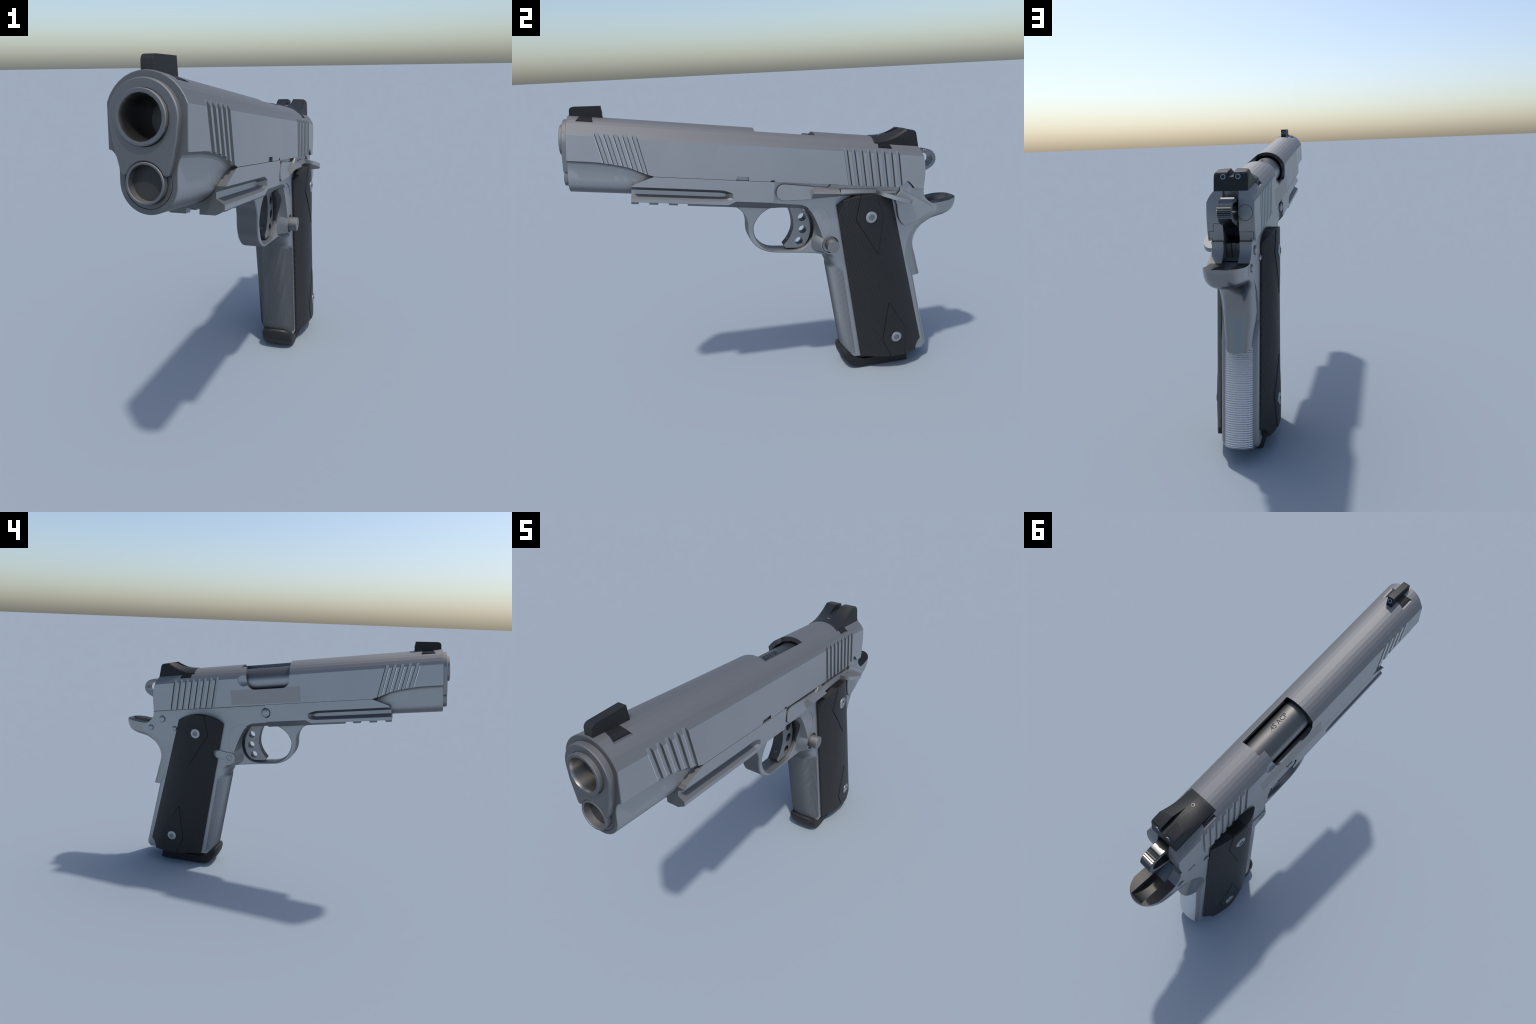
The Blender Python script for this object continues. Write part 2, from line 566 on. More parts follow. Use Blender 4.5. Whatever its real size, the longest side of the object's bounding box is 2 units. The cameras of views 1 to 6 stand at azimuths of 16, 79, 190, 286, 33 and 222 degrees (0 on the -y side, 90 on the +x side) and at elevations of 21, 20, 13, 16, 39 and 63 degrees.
# calibre stamping on the chamber
txt = bpy.data.curves.new("t", "FONT")
txt.body = ".45 ACP"
txt.size = 0.0335
txt.extrude = 0.0007
txt.align_y = "CENTER"
to = bpy.data.objects.new("t", txt)
COL.objects.link(to)
bpy.context.view_layer.update()
tme = bpy.data.meshes.new_from_object(to.evaluated_get(bpy.context.evaluated_depsgraph_get()))
bpy.data.objects.remove(to)
w = max(v.co.x for v in tme.vertices)
k = 0.112 / w
for v in tme.vertices:
    a, b, c = v.co
    x = b * 1.0 + 0.001
    v.co = (x, -0.112 - a * k, BORE_T + 0.0797 * math.cos(math.radians(5)) + c + 0.0004)
tm = bpy.data.objects.new("calibre_stamp", tme)
COL.objects.link(tm)
tme.materials.clear()
tme.materials.append(STAMP)
part(tm, barrel, 20)

# bushing: round collar running down to a forked skirt round the plug
up = arc(0, BORE_T, 0.0915, 0, 180, 28)
sk_r = [(0.0855, 1.205), (0.0745, 1.165), (0.066, 1.133), (0.0625, 1.1245), (0.056, 1.1215), (0.0505, 1.1235)]
fork = arc(0, LOBE_T, 0.0535, 22, 158, 16)
outline = up + [(-x, t) for x, t in sk_r] + list(reversed(fork)) + list(reversed(sk_r))
outline = up + [(-x, t) for x, t in sk_r] + [p for p in reversed(fork)] + [p for p in reversed(sk_r)]
ins = inset([(x, t) for x, t in outline], 0.0032)
bushing = sloft("barrel_bushing", [(-1.1470, ins), (-1.1440, outline), (-1.10, outline)], MUZZLE_STEEL)
cut(bushing, cyl_s("c", 0, BORE_T, 0.0685, -1.3, -1.0, n=40))
part(bushing, None, 25)

plug = lathe_s("recoil_spring_plug", 0, LOBE_T,
               [(-1.1470, 0.0470), (-1.1470, 0.0505), (-1.1455, 0.0525), (-1.05, 0.0525), (-1.05, 0.001), (-1.112, 0.001), (-1.112, 0.0445), (-1.1445, 0.0455)],
               MUZZLE_STEEL, 40)
part(plug, None, 25)
part(cyl_s("plug_face", 0, LOBE_T, 0.0446, -1.1200, -1.10, material("dull_grey", (0.026, 0.028, 0.029), 0.2, 0.5)[0], 36), plug, 30)

# ================================================================ SIGHTS
fs = prism("front_sight", [(-1.1195, 1.366), (-1.1195, 1.391), (-1.117, 1.398), (-1.111, 1.4035), (-1.103, 1.4062), (-0.9870, 1.4185), (-0.9785, 1.366)],
           -0.016, 0.016, SIGHT)
base = prism("c", [(-1.0880, 1.3495), (-1.0725, 1.3725), (-1.0225, 1.3725), (-1.0150, 1.3495)], -0.052, 0.052, SIGHT)
# the dovetail foot follows the curve of the slide top
sec = [(-0.06, 1.3)] + [(-0.06, arc_top(0.06) - 0.001)] + [(x / 100.0, arc_top(x / 100.0) - 0.001) for x in range(-5, 6)] + [(0.06, arc_top(0.06) - 0.001), (0.06, 1.3)]
cut(base, sloft("c", [(-1.2, sec), (-0.9, sec)]), "INTERSECT")
fs = join(fs, base)
part(fs, slide)

RS = [0.0, 0.0139, 0.0145, 0.03, 0.045, 0.056, 0.064, 0.070, 0.0745, 0.0765]


def rear_sight_outline(x):
    ax = abs(x)
    t0 = ARC_T + math.sqrt(0.1160 ** 2 - ax * ax) + 0.0005
    t0 = max(t0, 1.3405)
    sb = 0.468 + 0.019 * (ax / 0.07) ** 2
    drop = 0.0
    if ax > 0.064:
        q = min(1.0, (ax - 0.064) / 0.0125)
        drop = 0.0125 * (1 - math.sqrt(max(0.0, 1 - q * q)))
    top = 1.4175 - drop
    pts = [(0.3215, 1.336), (0.3215, t0 - 0.001), (0.3235, t0)]
    for i in range(1, 11):
        f = i / 10
        pts.append((0.3235 + (sb - 0.3235) * f, t0 + (top - t0) * (0.12 * f + 0.88 * f ** 2.1)))
    pts += [(0.527, top - 0.002), (0.5375, top - 0.0045), (0.5435, top - 0.0115), (0.5655, 1.336)]
    return pts


rs = xloft("rear_sight", [(x, rear_sight_outline(x)) for x in [-v for v in reversed(RS[1:])] + RS], SIGHT)
foot = prism("c", [(0.3405, 1.319), (0.4145, 1.319), (0.402, 1.3375), (0.3405, 1.3375)], -0.083, 0.083, SIGHT)
rs = join(rs, foot)
cut(rs, prism("c", [(0.38, 1.50), (0.38, 1.3815), (0.47, 1.3925), (0.62, 1.3945), (0.62, 1.50)], -0.0142, 0.0142))
part(rs, slide, 22)


def sight_dot(name, x, s, t, parent):
    a = math.atan2(0.0195, 0.067)
    ring = cyl_s(name, 0, 0, 0.0118, -0.02, 0.0012, DOT_RING, 28)
    lens = cyl_s("c", 0, 0, 0.0076, -0.01, 0.0017, DOT_LENS, 24)
    o = join(ring, lens)
    o.data.transform(Matrix.Translation((x, s, t)) @ Matrix.Rotation(a, 4, "X"))
    return part(o, parent)


for x in (0.0335, -0.0335):
    sight_dot("sight_dot", x, 0.5475, 1.3955, slide)
sight_dot("sight_dot", 0, -0.9835, 1.3975, slide)


def socket_screw(name, radius, height, mat, hexr, depth, n=32):
    """Button screw along +Z with a hexagon socket."""
    prof = [(1.0, 0.0), (1.0, 0.35), (0.96, 0.72), (0.86, 0.94), (0.72, 1.0)]
    rings = [[(radius * r * math.cos(2 * math.pi * i / n), radius * r * math.sin(2 * math.pi * i / n), height * h) for i in range(n)] for r, h in prof]
    o = loft(name, rings, mat)
    hx = [[(hexr * math.cos(math.pi / 3 * i), hexr * math.sin(math.pi / 3 * i), z) for i in range(6)] for z in (height - depth, height + 0.1)]
    cut(o, loft("c", hx))
    floor = [[(hexr * 0.97 * math.cos(math.pi / 3 * i), hexr * 0.97 * math.sin(math.pi / 3 * i), z) for i in range(6)]
             for z in (height - depth - 0.001, height - depth + 0.0004)]
    return join(o, loft("c", floor, SOCKET_STEEL))


ss = socket_screw("sight_screw", 0.0110, 0.006, DARK_STEEL, 0.0068, 0.004)
ss.data.transform(Matrix.Translation((0, 0.3745, 1.3735)) @ Matrix.Rotation(math.radians(10), 4, "X"))
part(ss, slide, 25)

# ================================================================ FRAME
FT = 1.1262      # top of frame, a hair under the slide


def mirror_ring(half):
    return half + [(-x, t) for x, t in reversed(half) if abs(x) > 1e-9]


rail_half = [(0.0, FT), (0.107, FT), (0.107, 1.050), (0.1025, 1.018), (0.1025, 1.0045), (0.0735, 0.9885), (0.0, 0.9885)]
plain_half = [(0.0, FT), (0.107, FT), (0.107, 1.060), (0.107, 1.040), (0.107, 1.0245), (0.0720, 0.9875), (0.0, 0.9875)]
dust = sloft("frame", [(-0.851, mirror_ring(rail_half)), (-0.395, mirror_ring(rail_half)), (-0.361, mirror_ring(plain_half)),
                       (-0.1225, mirror_ring(plain_half))], STEEL)
cut(dust, prism("c", [(-0.90, 1.20), (-0.90, 1.078), (-0.851, 1.0765), (-0.846, 1.0785), (-0.838, 1.0865), (-0.744, 1.1285), (-0.74, 1.20)], -0.2, 0.2))
cut(dust, box("c", 0.0003, 0.2, -0.1765, 0.0, 0.9, 1.2))
cut(dust, cyl_x("c", -0.1215, 1.0775, 0.0305, -0.2, -0.0905, n=36))
for sd in (1, -1):
    g_out = [(-0.90, 1.0765), (-0.428, 1.0765), (-0.400, 1.0705), (-0.378, 1.0615), (-0.3755, 1.037), (-0.390, 1.0255), (-0.425, 1.020), (-0.90, 1.0185)]
    g_in = [(-0.90, 1.0585), (-0.440, 1.0585), (-0.420, 1.0565), (-0.410, 1.053), (-0.409, 1.044), (-0.417, 1.040), (-0.440, 1.0385), (-0.90, 1.0385)]
    g_far = [(a[0] + (a[0] - b[0]) * 0.6, a[1] + (a[1] - b[1]) * 0.6) for a, b in zip(g_out, g_in)]
    cut(dust, xloft("c", [(0.0755 * sd, g_in), (0.107 * sd, g_out), (0.126 * sd, g_far)]))
for a, b in ((-0.818, -0.769), (-0.7285, -0.678), (-0.636, -0.5885)):
    cut(dust, prism("c", [(a, 0.95), (a, 0.998), (a + 0.002, 1.0035), (b - 0.002, 1.0035), (b, 0.998), (b, 0.95)], -0.2, 0.2))
cut(dust, box("c", -0.022, 0.022, -0.9, -0.5885, 0.95, 1.006))
cut(dust, cyl_s("c", 0, LOBE_T, LOBE_R + 0.001, -0.9, -0.752, n=56))


# grip frame: flat cheeks at x = +-0.089 with straps rounded over between them
CHEEK = 0.089
# (s, t at the cheek, shift of s and t at the centre, kind)  r: rounded strap, c: straight chamfer, n: none
body_pts = [
    (-0.195, FT, 0, 0, "n"), (0.633, FT, 0, 0, "n"), (0.6345, 1.108, 0, 0, "n"), (0.640, 1.092, 0, 0, "n"), (0.650, 1.0775, 0, 0, "n"),
    (0.665, 1.065, 0, 0, "n"), (0.684, 1.0535, 0, 0, "n"), (0.706, 1.0435, 0, 0, "n"), (0.727, 1.0365, 0, 0, "n"), (0.7305, 1.010, -0.01, 0.004, "r"),
    (0.700, 0.987, 0.004, 0.0, "r"), (0.668, 0.971, 0, 0, "r"), (0.643, 0.953, 0, 0, "r"), (0.616, 0.917, 0, 0, "r"), (0.595, 0.872, 0, 0, "r"),
    (0.586, 0.82, 0, 0, "r"), (0.588, 0.775, 0, 0, "r"), (0.600, 0.73, 0.0, 0, "r"), (0.620, 0.69, 0.02, 0, "r"), (0.643, 0.645, 0.030, 0, "r"),
    (0.720, 0.420, 0.039, 0, "r"), (0.790, 0.2165, 0.050, 0.0, "r"), (0.793, 0.203, 0.049, 0.0, "r"), (0.783, 0.180, 0.050, 0.0, "r"),
    (0.407, 0.1385, -0.068, -0.007, "r"), (0.328, 0.4150, -0.0745, 0, "r"), (0.249, 0.692, -0.081, 0.0, "r"), (0.2445, 0.708, -0.088, 0.0, "r"),
    (0.2330, 0.7270, -0.085, 0.0, "r"), (0.209, 0.7400, -0.070, 0.000, "r"), (0.183, 0.7510, -0.053, -0.004, "r"), (0.150, 0.7560, -0.040, -0.006, "c"),
    (0.128, 0.7650, -0.050, -0.001, "c"), (0.112, 0.7810, -0.046, 0.0, "c"), (0.1045, 0.8050, -0.042, 0.004, "c"), (0.1080, 0.8230, -0.045, 0.01, "c"),
    (0.1150, 0.8360, -0.049, 0.02, "c"), (0.0960, 0.8780, -0.034, 0.0, "c"), (0.0780, 0.9130, -0.026, -0.006, "c"),
    (0.0540, 0.9550, -0.020, -0.014, "c"), (0.0360, 0.9810, -0.014, -0.018, "c"), (0.0130, 1.0000, -0.009, -0.022, "c"), (-0.004, 1.0085, -0.004, -0.024, "d"), (-0.026, 1.0150, 0, -0.0270, "d"),
    (-0.195, 1.0190, 0, -0.031, "d")]
XS = [0.0, 0.012, 0.024, 0.036, 0.046, 0.055, 0.063, 0.070, 0.076, 0.081, 0.085, 0.0875, CHEEK]


def strap_w(ax):
    return max(0.0, 1 - (ax / CHEEK) ** 2.3) ** (1 / 2.3)


def body_outline(x):
    ax = abs(x)
    wr = strap_w(ax)
    wc = min(1.0, (CHEEK - ax) / (CHEEK - 0.046))
    out = []
    for s, t, ds, dt, k in body_pts:
        w_ = {"n": 0, "r": wr, "c": wc, "d": min(1.0, (CHEEK - ax) / 0.026)}[k]
        out.append((s + ds * w_, t + dt * w_))
    return out


xs = [-v for v in reversed(XS[1:])] + XS
body = xloft("c", [(x, body_outline(x)) for x in xs], STEEL)
# thumb scallop behind the trigger, both sides
for sd in (1, -1):
    dish = smooth_curve([(0.020, 1.000), (0.062, 1.0115), (0.112, 0.986), (0.139, 0.935), (0.140, 0.885), (0.118, 0.838), (0.05, 0.80), (-0.02, 0.92)], 5, True)
    n = len(dish)
    dv = [((CHEEK - 0.0006 - 0.0075 * max(0.0, (0.140 - a) / 0.12)) * sd, a, b) for a, b in dish] + [(0.12 * sd, a, b) for a, b in dish]
    cut(body, obj("c", dv, [tuple(range(n)), tuple(range(n, 2 * n))] + [(k, (k + 1) % n, (k + 1) % n + n, k + n) for k in range(n)]))
# pocket round the magazine release on the left
cut(body, xloft("c", [(0.079, circle(0.155, 0.806, 0.040, 36)), (0.0895, circle(0.155, 0.806, 0.0465, 36)), (0.13, circle(0.155, 0.806, 0.0465, 36))]))
# hammer slot between the rear posts
cut(body, prism("c", [(0.46, 1.30), (0.46, 1.02), (0.60, 1.040), (0.70, 1.012), (0.80, 1.00), (0.80, 1.30)], -0.0365, 0.0365))
g_inner = smooth_curve([(-0.120, 0.9925), (-0.172, 0.983), (-0.222, 0.945), (-0.249, 0.895), (-0.2490, 0.855), (-0.228, 0.811), (-0.189, 0.774), (-0.146, 0.7585),
                        (-0.085, 0.7580), (-0.022, 0.7600), (0.024, 0.776), (0.058, 0.816), (0.067, 0.868), (0.055, 0.925), (0.026, 0.968), (-0.015, 0.9915), (-0.07, 0.9925)], 5, True)
cut(body, prism("c", g_inner, -0.2, 0.2))
# slide-stop cut-out: raised top band on both cheeks
for sd in (1, -1):
    bd = prism("c", [(-0.190, FT), (0.633, FT), (0.6335, 1.118), (0.47, 1.108), (0.32, 1.097), (0.20, 1.07), (0.165, 1.046), (-0.190, 1.0385)], 0.085 * sd, 0.0907 * sd, STEEL)
    body = join(body, bd)

# trigger guard
g_outer = [(-0.380, 1.02)] + smooth_curve([(-0.380, 0.989), (-0.352, 0.982), (-0.325, 0.966), (-0.300, 0.938), (-0.286, 0.903), (-0.2815, 0.862), (-0.270, 0.826),
                                           (-0.247, 0.793), (-0.205, 0.763), (-0.150, 0.7475), (-0.08, 0.7460), (0.05, 0.7455), (0.132, 0.7395), (0.16, 0.72)], 4) + [(0.22, 0.72), (0.22, 1.02)]
guard = xloft("c", [(-0.046, inset(g_outer, 0.004)), (-0.042, g_outer), (0.042, g_outer), (0.046, inset(g_outer, 0.004))], STEEL)
g_wide = inset(g_inner, -0.005)
cut(guard, xloft("c", [(-0.20, g_wide), (-0.0465, g_wide), (-0.041, g_inner), (0.041, g_inner), (0.0465, g_wide), (0.20, g_wide)]))
frame = join(dust, body, guard)
part(frame, None, 20)
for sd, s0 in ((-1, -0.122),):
    part(box("slide_shadow_strip", 0.088 * sd, 0.0911 * sd, s0, 0.628, 1.1212, 1.1235, INNER), frame)  # thin black box drawing the shadow line below the slide edge

# magazine well floor line and small parts of the lock inside the slot
for i, x in enumerate((0.0235, 0.0, -0.0235)):
    part(box("sear_spring_leaf", x - 0.0105, x + 0.0105, 0.575 - 0.006 * (i % 2), 0.60 - 0.006 * (i % 2), 1.02, 1.108, DARK_STEEL), frame)
part(box("hammer_strut_wall", -0.036, 0.036, 0.45, 0.555, 1.0, 1.125, INNER), frame)


# striated front strap
def strap_front(x, t):
    e = 0.407 + (0.249 - 0.407) * (t - 0.1385) / (0.692 - 0.1385)
    d = 0.068 + 0.013 * (t - 0.1385) / (0.692 - 0.1385)
    return e - d * strap_w(abs(x))


def strap_back(x, t):
    e = 0.643 + (0.790 - 0.643) * (0.645 - t) / (0.645 - 0.2165)
    d = 0.030 + 0.020 * (0.645 - t) / (0.645 - 0.2165)
    return e + d * strap_w(abs(x))


NR = 42
fine = []
for i in range(2001):
    a = math.pi * i / 2000
    c_, s_ = math.cos(a), math.sin(a)
    fine.append((-math.copysign(abs(c_) ** (2 / 2.3), c_) * CHEEK, 0.075 * abs(s_) ** (2 / 2.3)))
run = [0.0]
for p, q in zip(fine, fine[1:]):
    run.append(run[-1] + math.dist(p, q))
cols, k = [], 0
for i in range(NR * 4 + 1):
    want = run[-1] * (0.015 + 0.97 * i / (NR * 4))
    while k < 1999 and run[k + 1] < want:
        k += 1
    cols.append((fine[k][0], (0.0001, 0.0014, 0.0026, 0.0014)[i % 4]))
NT = 24
verts, faces = [], []
for j in range(NT + 1):
    t = 0.140 + (0.690 - 0.140) * j / NT
    end = j in (0, NT)
    for x, h in cols:
        hh = -0.001 if end else h
        edge = abs(x) > 0.0886
        nx = (x / CHEEK) ** 1.3 if x > 0 else -((-x / CHEEK) ** 1.3)
        k = 0 if edge else hh
        verts.append((x + nx * k * 0.7, strap_front(x, t) - k, t))
nc = len(cols)
for j in range(NT):
    for i in range(nc - 1):
        faces.append((j * nc + i, j * nc + i + 1, (j + 1) * nc + i + 1, (j + 1) * nc + i))
fstrap = obj("front_strap_ridges", verts, faces, STEEL)
fstrap["kind"] = "stuff"
part(fstrap, frame, 12)

# checkered mainspring housing: rows of little pyramids
NCX, NRT = 22, 46
verts, faces = [], []
cx = NCX * 2 + 1
for j in range(NRT * 2 + 1):
    t = 0.186 + (0.632 - 0.186) * j / (NRT * 2)
    for i in range(cx):
        x = -0.066 + 0.132 * i / (cx - 1)
        edge = i in (0, cx - 1) or j in (0, NRT * 2)
        h = -0.0015 if edge else (0.0022 if (i % 2 and j % 2) else 0.0016)
        low = max(0.0, (0.207 - t) / 0.024)
        verts.append((x, strap_back(x, t) + h - 0.012 * low ** 1.2, t))
for j in range(NRT * 2):
    for i in range(cx - 1):
        a, b, c, d = j * cx + i, j * cx + i + 1, (j + 1) * cx + i + 1, (j + 1) * cx + i
        if (i + j) % 2 == 0:
            faces += [(a, b, c), (a, c, d)]
        else:
            faces += [(a, b, d), (b, c, d)]
msh = obj("mainspring_housing", verts, faces, BACK_STEEL)
msh["kind"] = "stuff"
part(msh, frame, None)

# ================================================================ GRIP SAFETY with beavertail
gs_pts = [  # centre line outline and the core point it shrinks to at the flanks
    (0.640, 1.060, 0.640, 1.058), (0.676, 1.050, 0.676, 1.049), (0.712, 1.0490, 0.706, 1.0440), (0.748, 1.0565, 0.722, 1.0500), (0.785, 1.0665, 0.735, 1.0540), (0.820, 1.0755, 0.742, 1.0560),
    (0.850, 1.0820, 0.748, 1.0570), (0.8620, 1.0810, 0.750, 1.0560), (0.8665, 1.0720, 0.751, 1.0520), (0.8675, 1.0560, 0.750, 1.0440), (0.8640, 1.0340, 0.748, 1.036), (0.8560, 1.0120, 0.744, 1.030),
    (0.8350, 0.9930, 0.738, 1.024), (0.8050, 0.9770, 0.732, 1.018), (0.7650, 0.9640, 0.724, 1.010), (0.7300, 0.9520, 0.700, 0.998), (0.7020, 0.9370, 0.672, 0.975), (0.6800, 0.9120, 0.615, 0.940),
    (0.6650, 0.8850, 0.590, 0.900), (0.6565, 0.8580, 0.580, 0.865), (0.6545, 0.8300, 0.578, 0.830), (0.6590, 0.8020, 0.580, 0.800), (0.6700, 0.7740, 0.585, 0.774), (0.6900, 0.7330, 0.595, 0.735),
    (0.7120, 0.6820, 0.605, 0.684), (0.7370, 0.6290, 0.620, 0.628), (0.6500, 0.6220, 0.610, 0.622), (0.5900, 0.70, 0.590, 0.70), (0.570, 0.85, 0.570, 0.85), (0.60, 1.0, 0.60, 1.0)]
GS_X = [0.0, 0.015, 0.03, 0.036, 0.044, 0.052, 0.060, 0.067, 0.073, 0.078, 0.083, 0.0865, 0.0885]


def tang_top(s):
    k = [(0.60, 1.066), (0.676, 1.0500), (0.712, 1.0490), (0.748, 1.0565), (0.785, 1.0665), (0.820, 1.0755), (0.850, 1.0820), (0.90, 1.0820)]
    for (s0, h0), (s1, h1) in zip(k, k[1:]):
        if s <= s1:
            return h0 + (h1 - h0) * (s - s0) / (s1 - s0)
    return 1.082


def gs_outline(x):
    ax = abs(x)
    out = []
    for s, t, cs, ct in gs_pts:
        hw = 0.0935 if t > 0.95 else 0.0935 - 0.012 * min(1, (0.95 - t) / 0.12) - 0.012 * max(0, (0.80 - t) / 0.17)
        n = 2.25 if t > 0.95 else 2.6
        kk = max(0.0, 1 - min(1, ax / hw) ** n) ** (1 / 2.0)
        ps, pt = cs + (s - cs) * kk, ct + (t - ct) * kk
        if len(out) in range(1, 8):
            pt = tang_top(ps)
        out.append((ps, pt))
    return out


gsx = [-v for v in reversed(GS_X[1:])] + GS_X
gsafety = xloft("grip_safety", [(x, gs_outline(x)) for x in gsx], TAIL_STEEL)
cut(gsafety, prism("c", [(0.62, 1.2), (0.62, 1.035), (0.66, 1.022), (0.70, 1.003), (0.74, 1.003), (0.78, 1.011), (0.815, 1.030), (0.838, 1.052), (0.850, 1.078), (0.853, 1.2)], -0.036, 0.036))
part(gsafety, None, 26)

# ================================================================ GRIP PANELS
def edge_front(t):
    return 0.158 + (0.4215 - 0.158) * (1.019 - t) / (1.019 - 0.146)


def edge_rear(t):
    return 0.458 + (0.774 - 0.458) * (1.061 - t) / (1.061 - 0.25)


top_arc = [(0.158, 1.019), (0.184, 1.0435), (0.210, 1.0605), (0.250, 1.0770), (0.300, 1.0885), (0.345, 1.0915), (0.390, 1.0860), (0.425, 1.0755), (0.458, 1.061)]
top_fine = smooth_curve(top_arc, 6)
BOT0, BOT1 = (0.4215, 0.146), (0.797, 0.1935)


def dome(u, extra=0.0):
    return 0.0985 + extra + 0.0545 * (1 - abs(u) ** 2.1)


def panel(name, extra, mat, nv=20):
    nu = len(top_fine)
    verts, faces = [], []
    grid_o, grid_i = [], []
    for j in range(nv + 1):
        v = j / nv
        for i, (ts, tt) in enumerate(top_fine):
            f = i / (nu - 1)
            bs, bt = BOT0[0] + (BOT1[0] - BOT0[0]) * f, BOT0[1] + (BOT1[1] - BOT0[1]) * f
            s, t = bs + (ts - bs) * v, bt + (tt - bt) * v
            u = 2 * (s - edge_front(t)) / (edge_rear(t) - edge_front(t)) - 1
            u = max(-1, min(1, u))
            grid_o.append((dome(u, extra), s, t))
    for x, s, t in grid_o:
        grid_i.append((0.0865, s, t))
    verts = grid_o + grid_i
    n = len(grid_o)
    idx = lambda j, i: j * nu + i
    for j in range(nv):
        for i in range(nu - 1):
            q = (idx(j, i), idx(j, i + 1), idx(j + 1, i + 1), idx(j + 1, i))
            faces.append(q)
            faces.append(tuple(k + n for k in reversed(q)))
    rim = [idx(0, i) for i in range(nu)] + [idx(j, nu - 1) for j in range(1, nv + 1)] + [idx(nv, i) for i in range(nu - 2, -1, -1)] + [idx(j, 0) for j in range(nv - 1, 0, -1)]
    for a, b in zip(rim, rim[1:] + rim[:1]):
        faces.append((a, b, b + n, a + n))
    o = obj(name, verts, faces, mat)
    cut(o, cyl_x("c", 0.795, 0.199, 0.0535, 0.0, 0.3, n=40))
    return o


gp = panel("grip_panel", 0.0, GRIP)
kite_hi = [(0.262, 1.15), (0.257, 0.957), (0.400, 0.780), (0.396, 0.990), (0.328, 1.12), (0.328, 1.15)]
kite_lo = [(0.511, 0.496), (0.5155, 0.268), (0.590, 0.155), (0.660, 0.155), (0.655, 0.250), (0.640, 0.345)]
kites, cores = [], []
for kt in (kite_hi, kite_lo):
    d = panel("grip_diamond", 0.0028, PLATE_BLACK)
    cut(d, prism("c", kt, 0.10, 0.3), "INTERSECT")
    d.data.materials.clear()
    d.data.materials.append(PLATE_BLACK)
    kites.append(d)
    # a fine relief groove round the diamond
    ring_o = prism("c", inset(kt, -0.0022), 0.10, 0.3)
    cut(gp, ring_o)
    core = panel("c", -0.006, GRIP)
    cut(core, prism("c", inset(kt, -0.004), 0.10, 0.3), "INTERSECT")
    cores.append(core)
gp_r = mirrored(gp)
cut(gp_r, cyl_x("c", 0.222, 0.829, 0.030, -0.3, 0.0, n=32))
cores_r = [mirrored(c) for c in cores]
gp = join(gp, *cores)
gp_r = join(gp_r, *cores_r)
part(gp, None, 30)
part(gp_r, None, 30)
for o, p in ((gp, gp), ):
    pass
for d in kites:
    dr = mirrored(d)
    part(d, gp, 30)
    part(dr, gp_r, 30)

scr = socket_screw("grip_screw", 0.0310, 0.0085, SCREW_STEEL, 0.0165, 0.0036, 40)
for sd, par in ((1, gp), (-1, gp_r)):
    for s, t in ((0.330, 0.9775), (0.590, 0.2915)):
        c = bpy.data.objects.new("grip_screw", scr.data.copy())
        COL.objects.link(c)
        c.data.transform(Matrix.Translation((0.1520 * sd, s, t)) @ Matrix.Rotation(math.radians(90 * sd), 4, "Y") @ Matrix.Rotation(random.uniform(0, 1), 4, "Z"))
        part(c, par, 25)
bpy.data.objects.remove(scr)

# ================================================================ TRIGGER AND HAMMER
tr_front = smooth_curve([(-0.077, 0.990), (-0.058, 0.955), (-0.044, 0.915), (-0.040, 0.875), (-0.048, 0.838), (-0.062, 0.808), (-0.079, 0.783)], 4)
tr = tr_front + [(-0.078, 0.776), (-0.066, 0.7655), (0.003, 0.7680)] + smooth_curve([(0.003, 0.768), (0.030, 0.783), (0.050, 0.818), (0.0565, 0.866), (0.045, 0.922), (0.018, 0.965), (-0.016, 0.990)], 4)[1:]
trigger = prism("trigger", tr, -0.027, 0.027, TRIGGER_METAL, 0.0015)
for s, t in ((0.003, 0.9355), (0.0135, 0.870), (0.0015, 0.8065)):
    cut(trigger, cyl_x("c", s, t, 0.0212, -0.1, 0.1, n=28))
for i in range(9):
    x = -0.021 + 0.042 * i / 8
    gr = xloft("c", [(x - 0.0009, [(a - 0.02, b) for a, b in tr_front] + [(a + 0.0016, b) for a, b in reversed(tr_front)]),
                     (x + 0.0009, [(a - 0.02, b) for a, b in tr_front] + [(a + 0.0016, b) for a, b in reversed(tr_front)])])
    cut(trigger, gr)
part(trigger, None, 25)
ts_ = socket_screw("trigger_screw", 0.0075, 0.004, SCREW_STEEL, 0.0042, 0.003, 20)
ts_.data.transform(Matrix.Translation((0.0, -0.0575, 0.811)) @ Matrix.Rotation(math.radians(68), 4, "X"))
part(ts_, trigger, 25)

h_outer = smooth_curve([(0.560, 1.300), (0.612, 1.3165), (0.645, 1.3195), (0.672, 1.3135), (0.692, 1.2985), (0.7025, 1.2770), (0.7020, 1.2560), (0.6900, 1.2350), (0.660, 1.2130), (0.620, 1.1900), (0.580, 1.13), (0.54, 1.10)], 10)
h2 = []
for i, (s, t) in enumerate(h_outer):
    ridge = 0.0
    if 14 <= i <= 62:
        ridge = 0.0040 * (0.5 + 0.5 * math.cos(math.pi * (i - 14) / 2.0)) - 0.0015
    a = Vector(h_outer[max(0, i - 1)])
    b = Vector(h_outer[min(len(h_outer) - 1, i + 1)])
    d = (b - a).normalized()
    h2.append((s - d.y * ridge, t + d.x * ridge))
hammer = prism("hammer", h2 + [(0.50, 1.12), (0.50, 1.27)], -0.032, 0.032, HAMMER_STEEL, 0.0022)
h_hole = smooth_curve([(0.590, 1.288), (0.628, 1.3015), (0.660, 1.2990), (0.681, 1.2830), (0.6845, 1.2640), (0.6720, 1.2440), (0.642, 1.2240), (0.600, 1.2050), (0.575, 1.25)], 5, True)
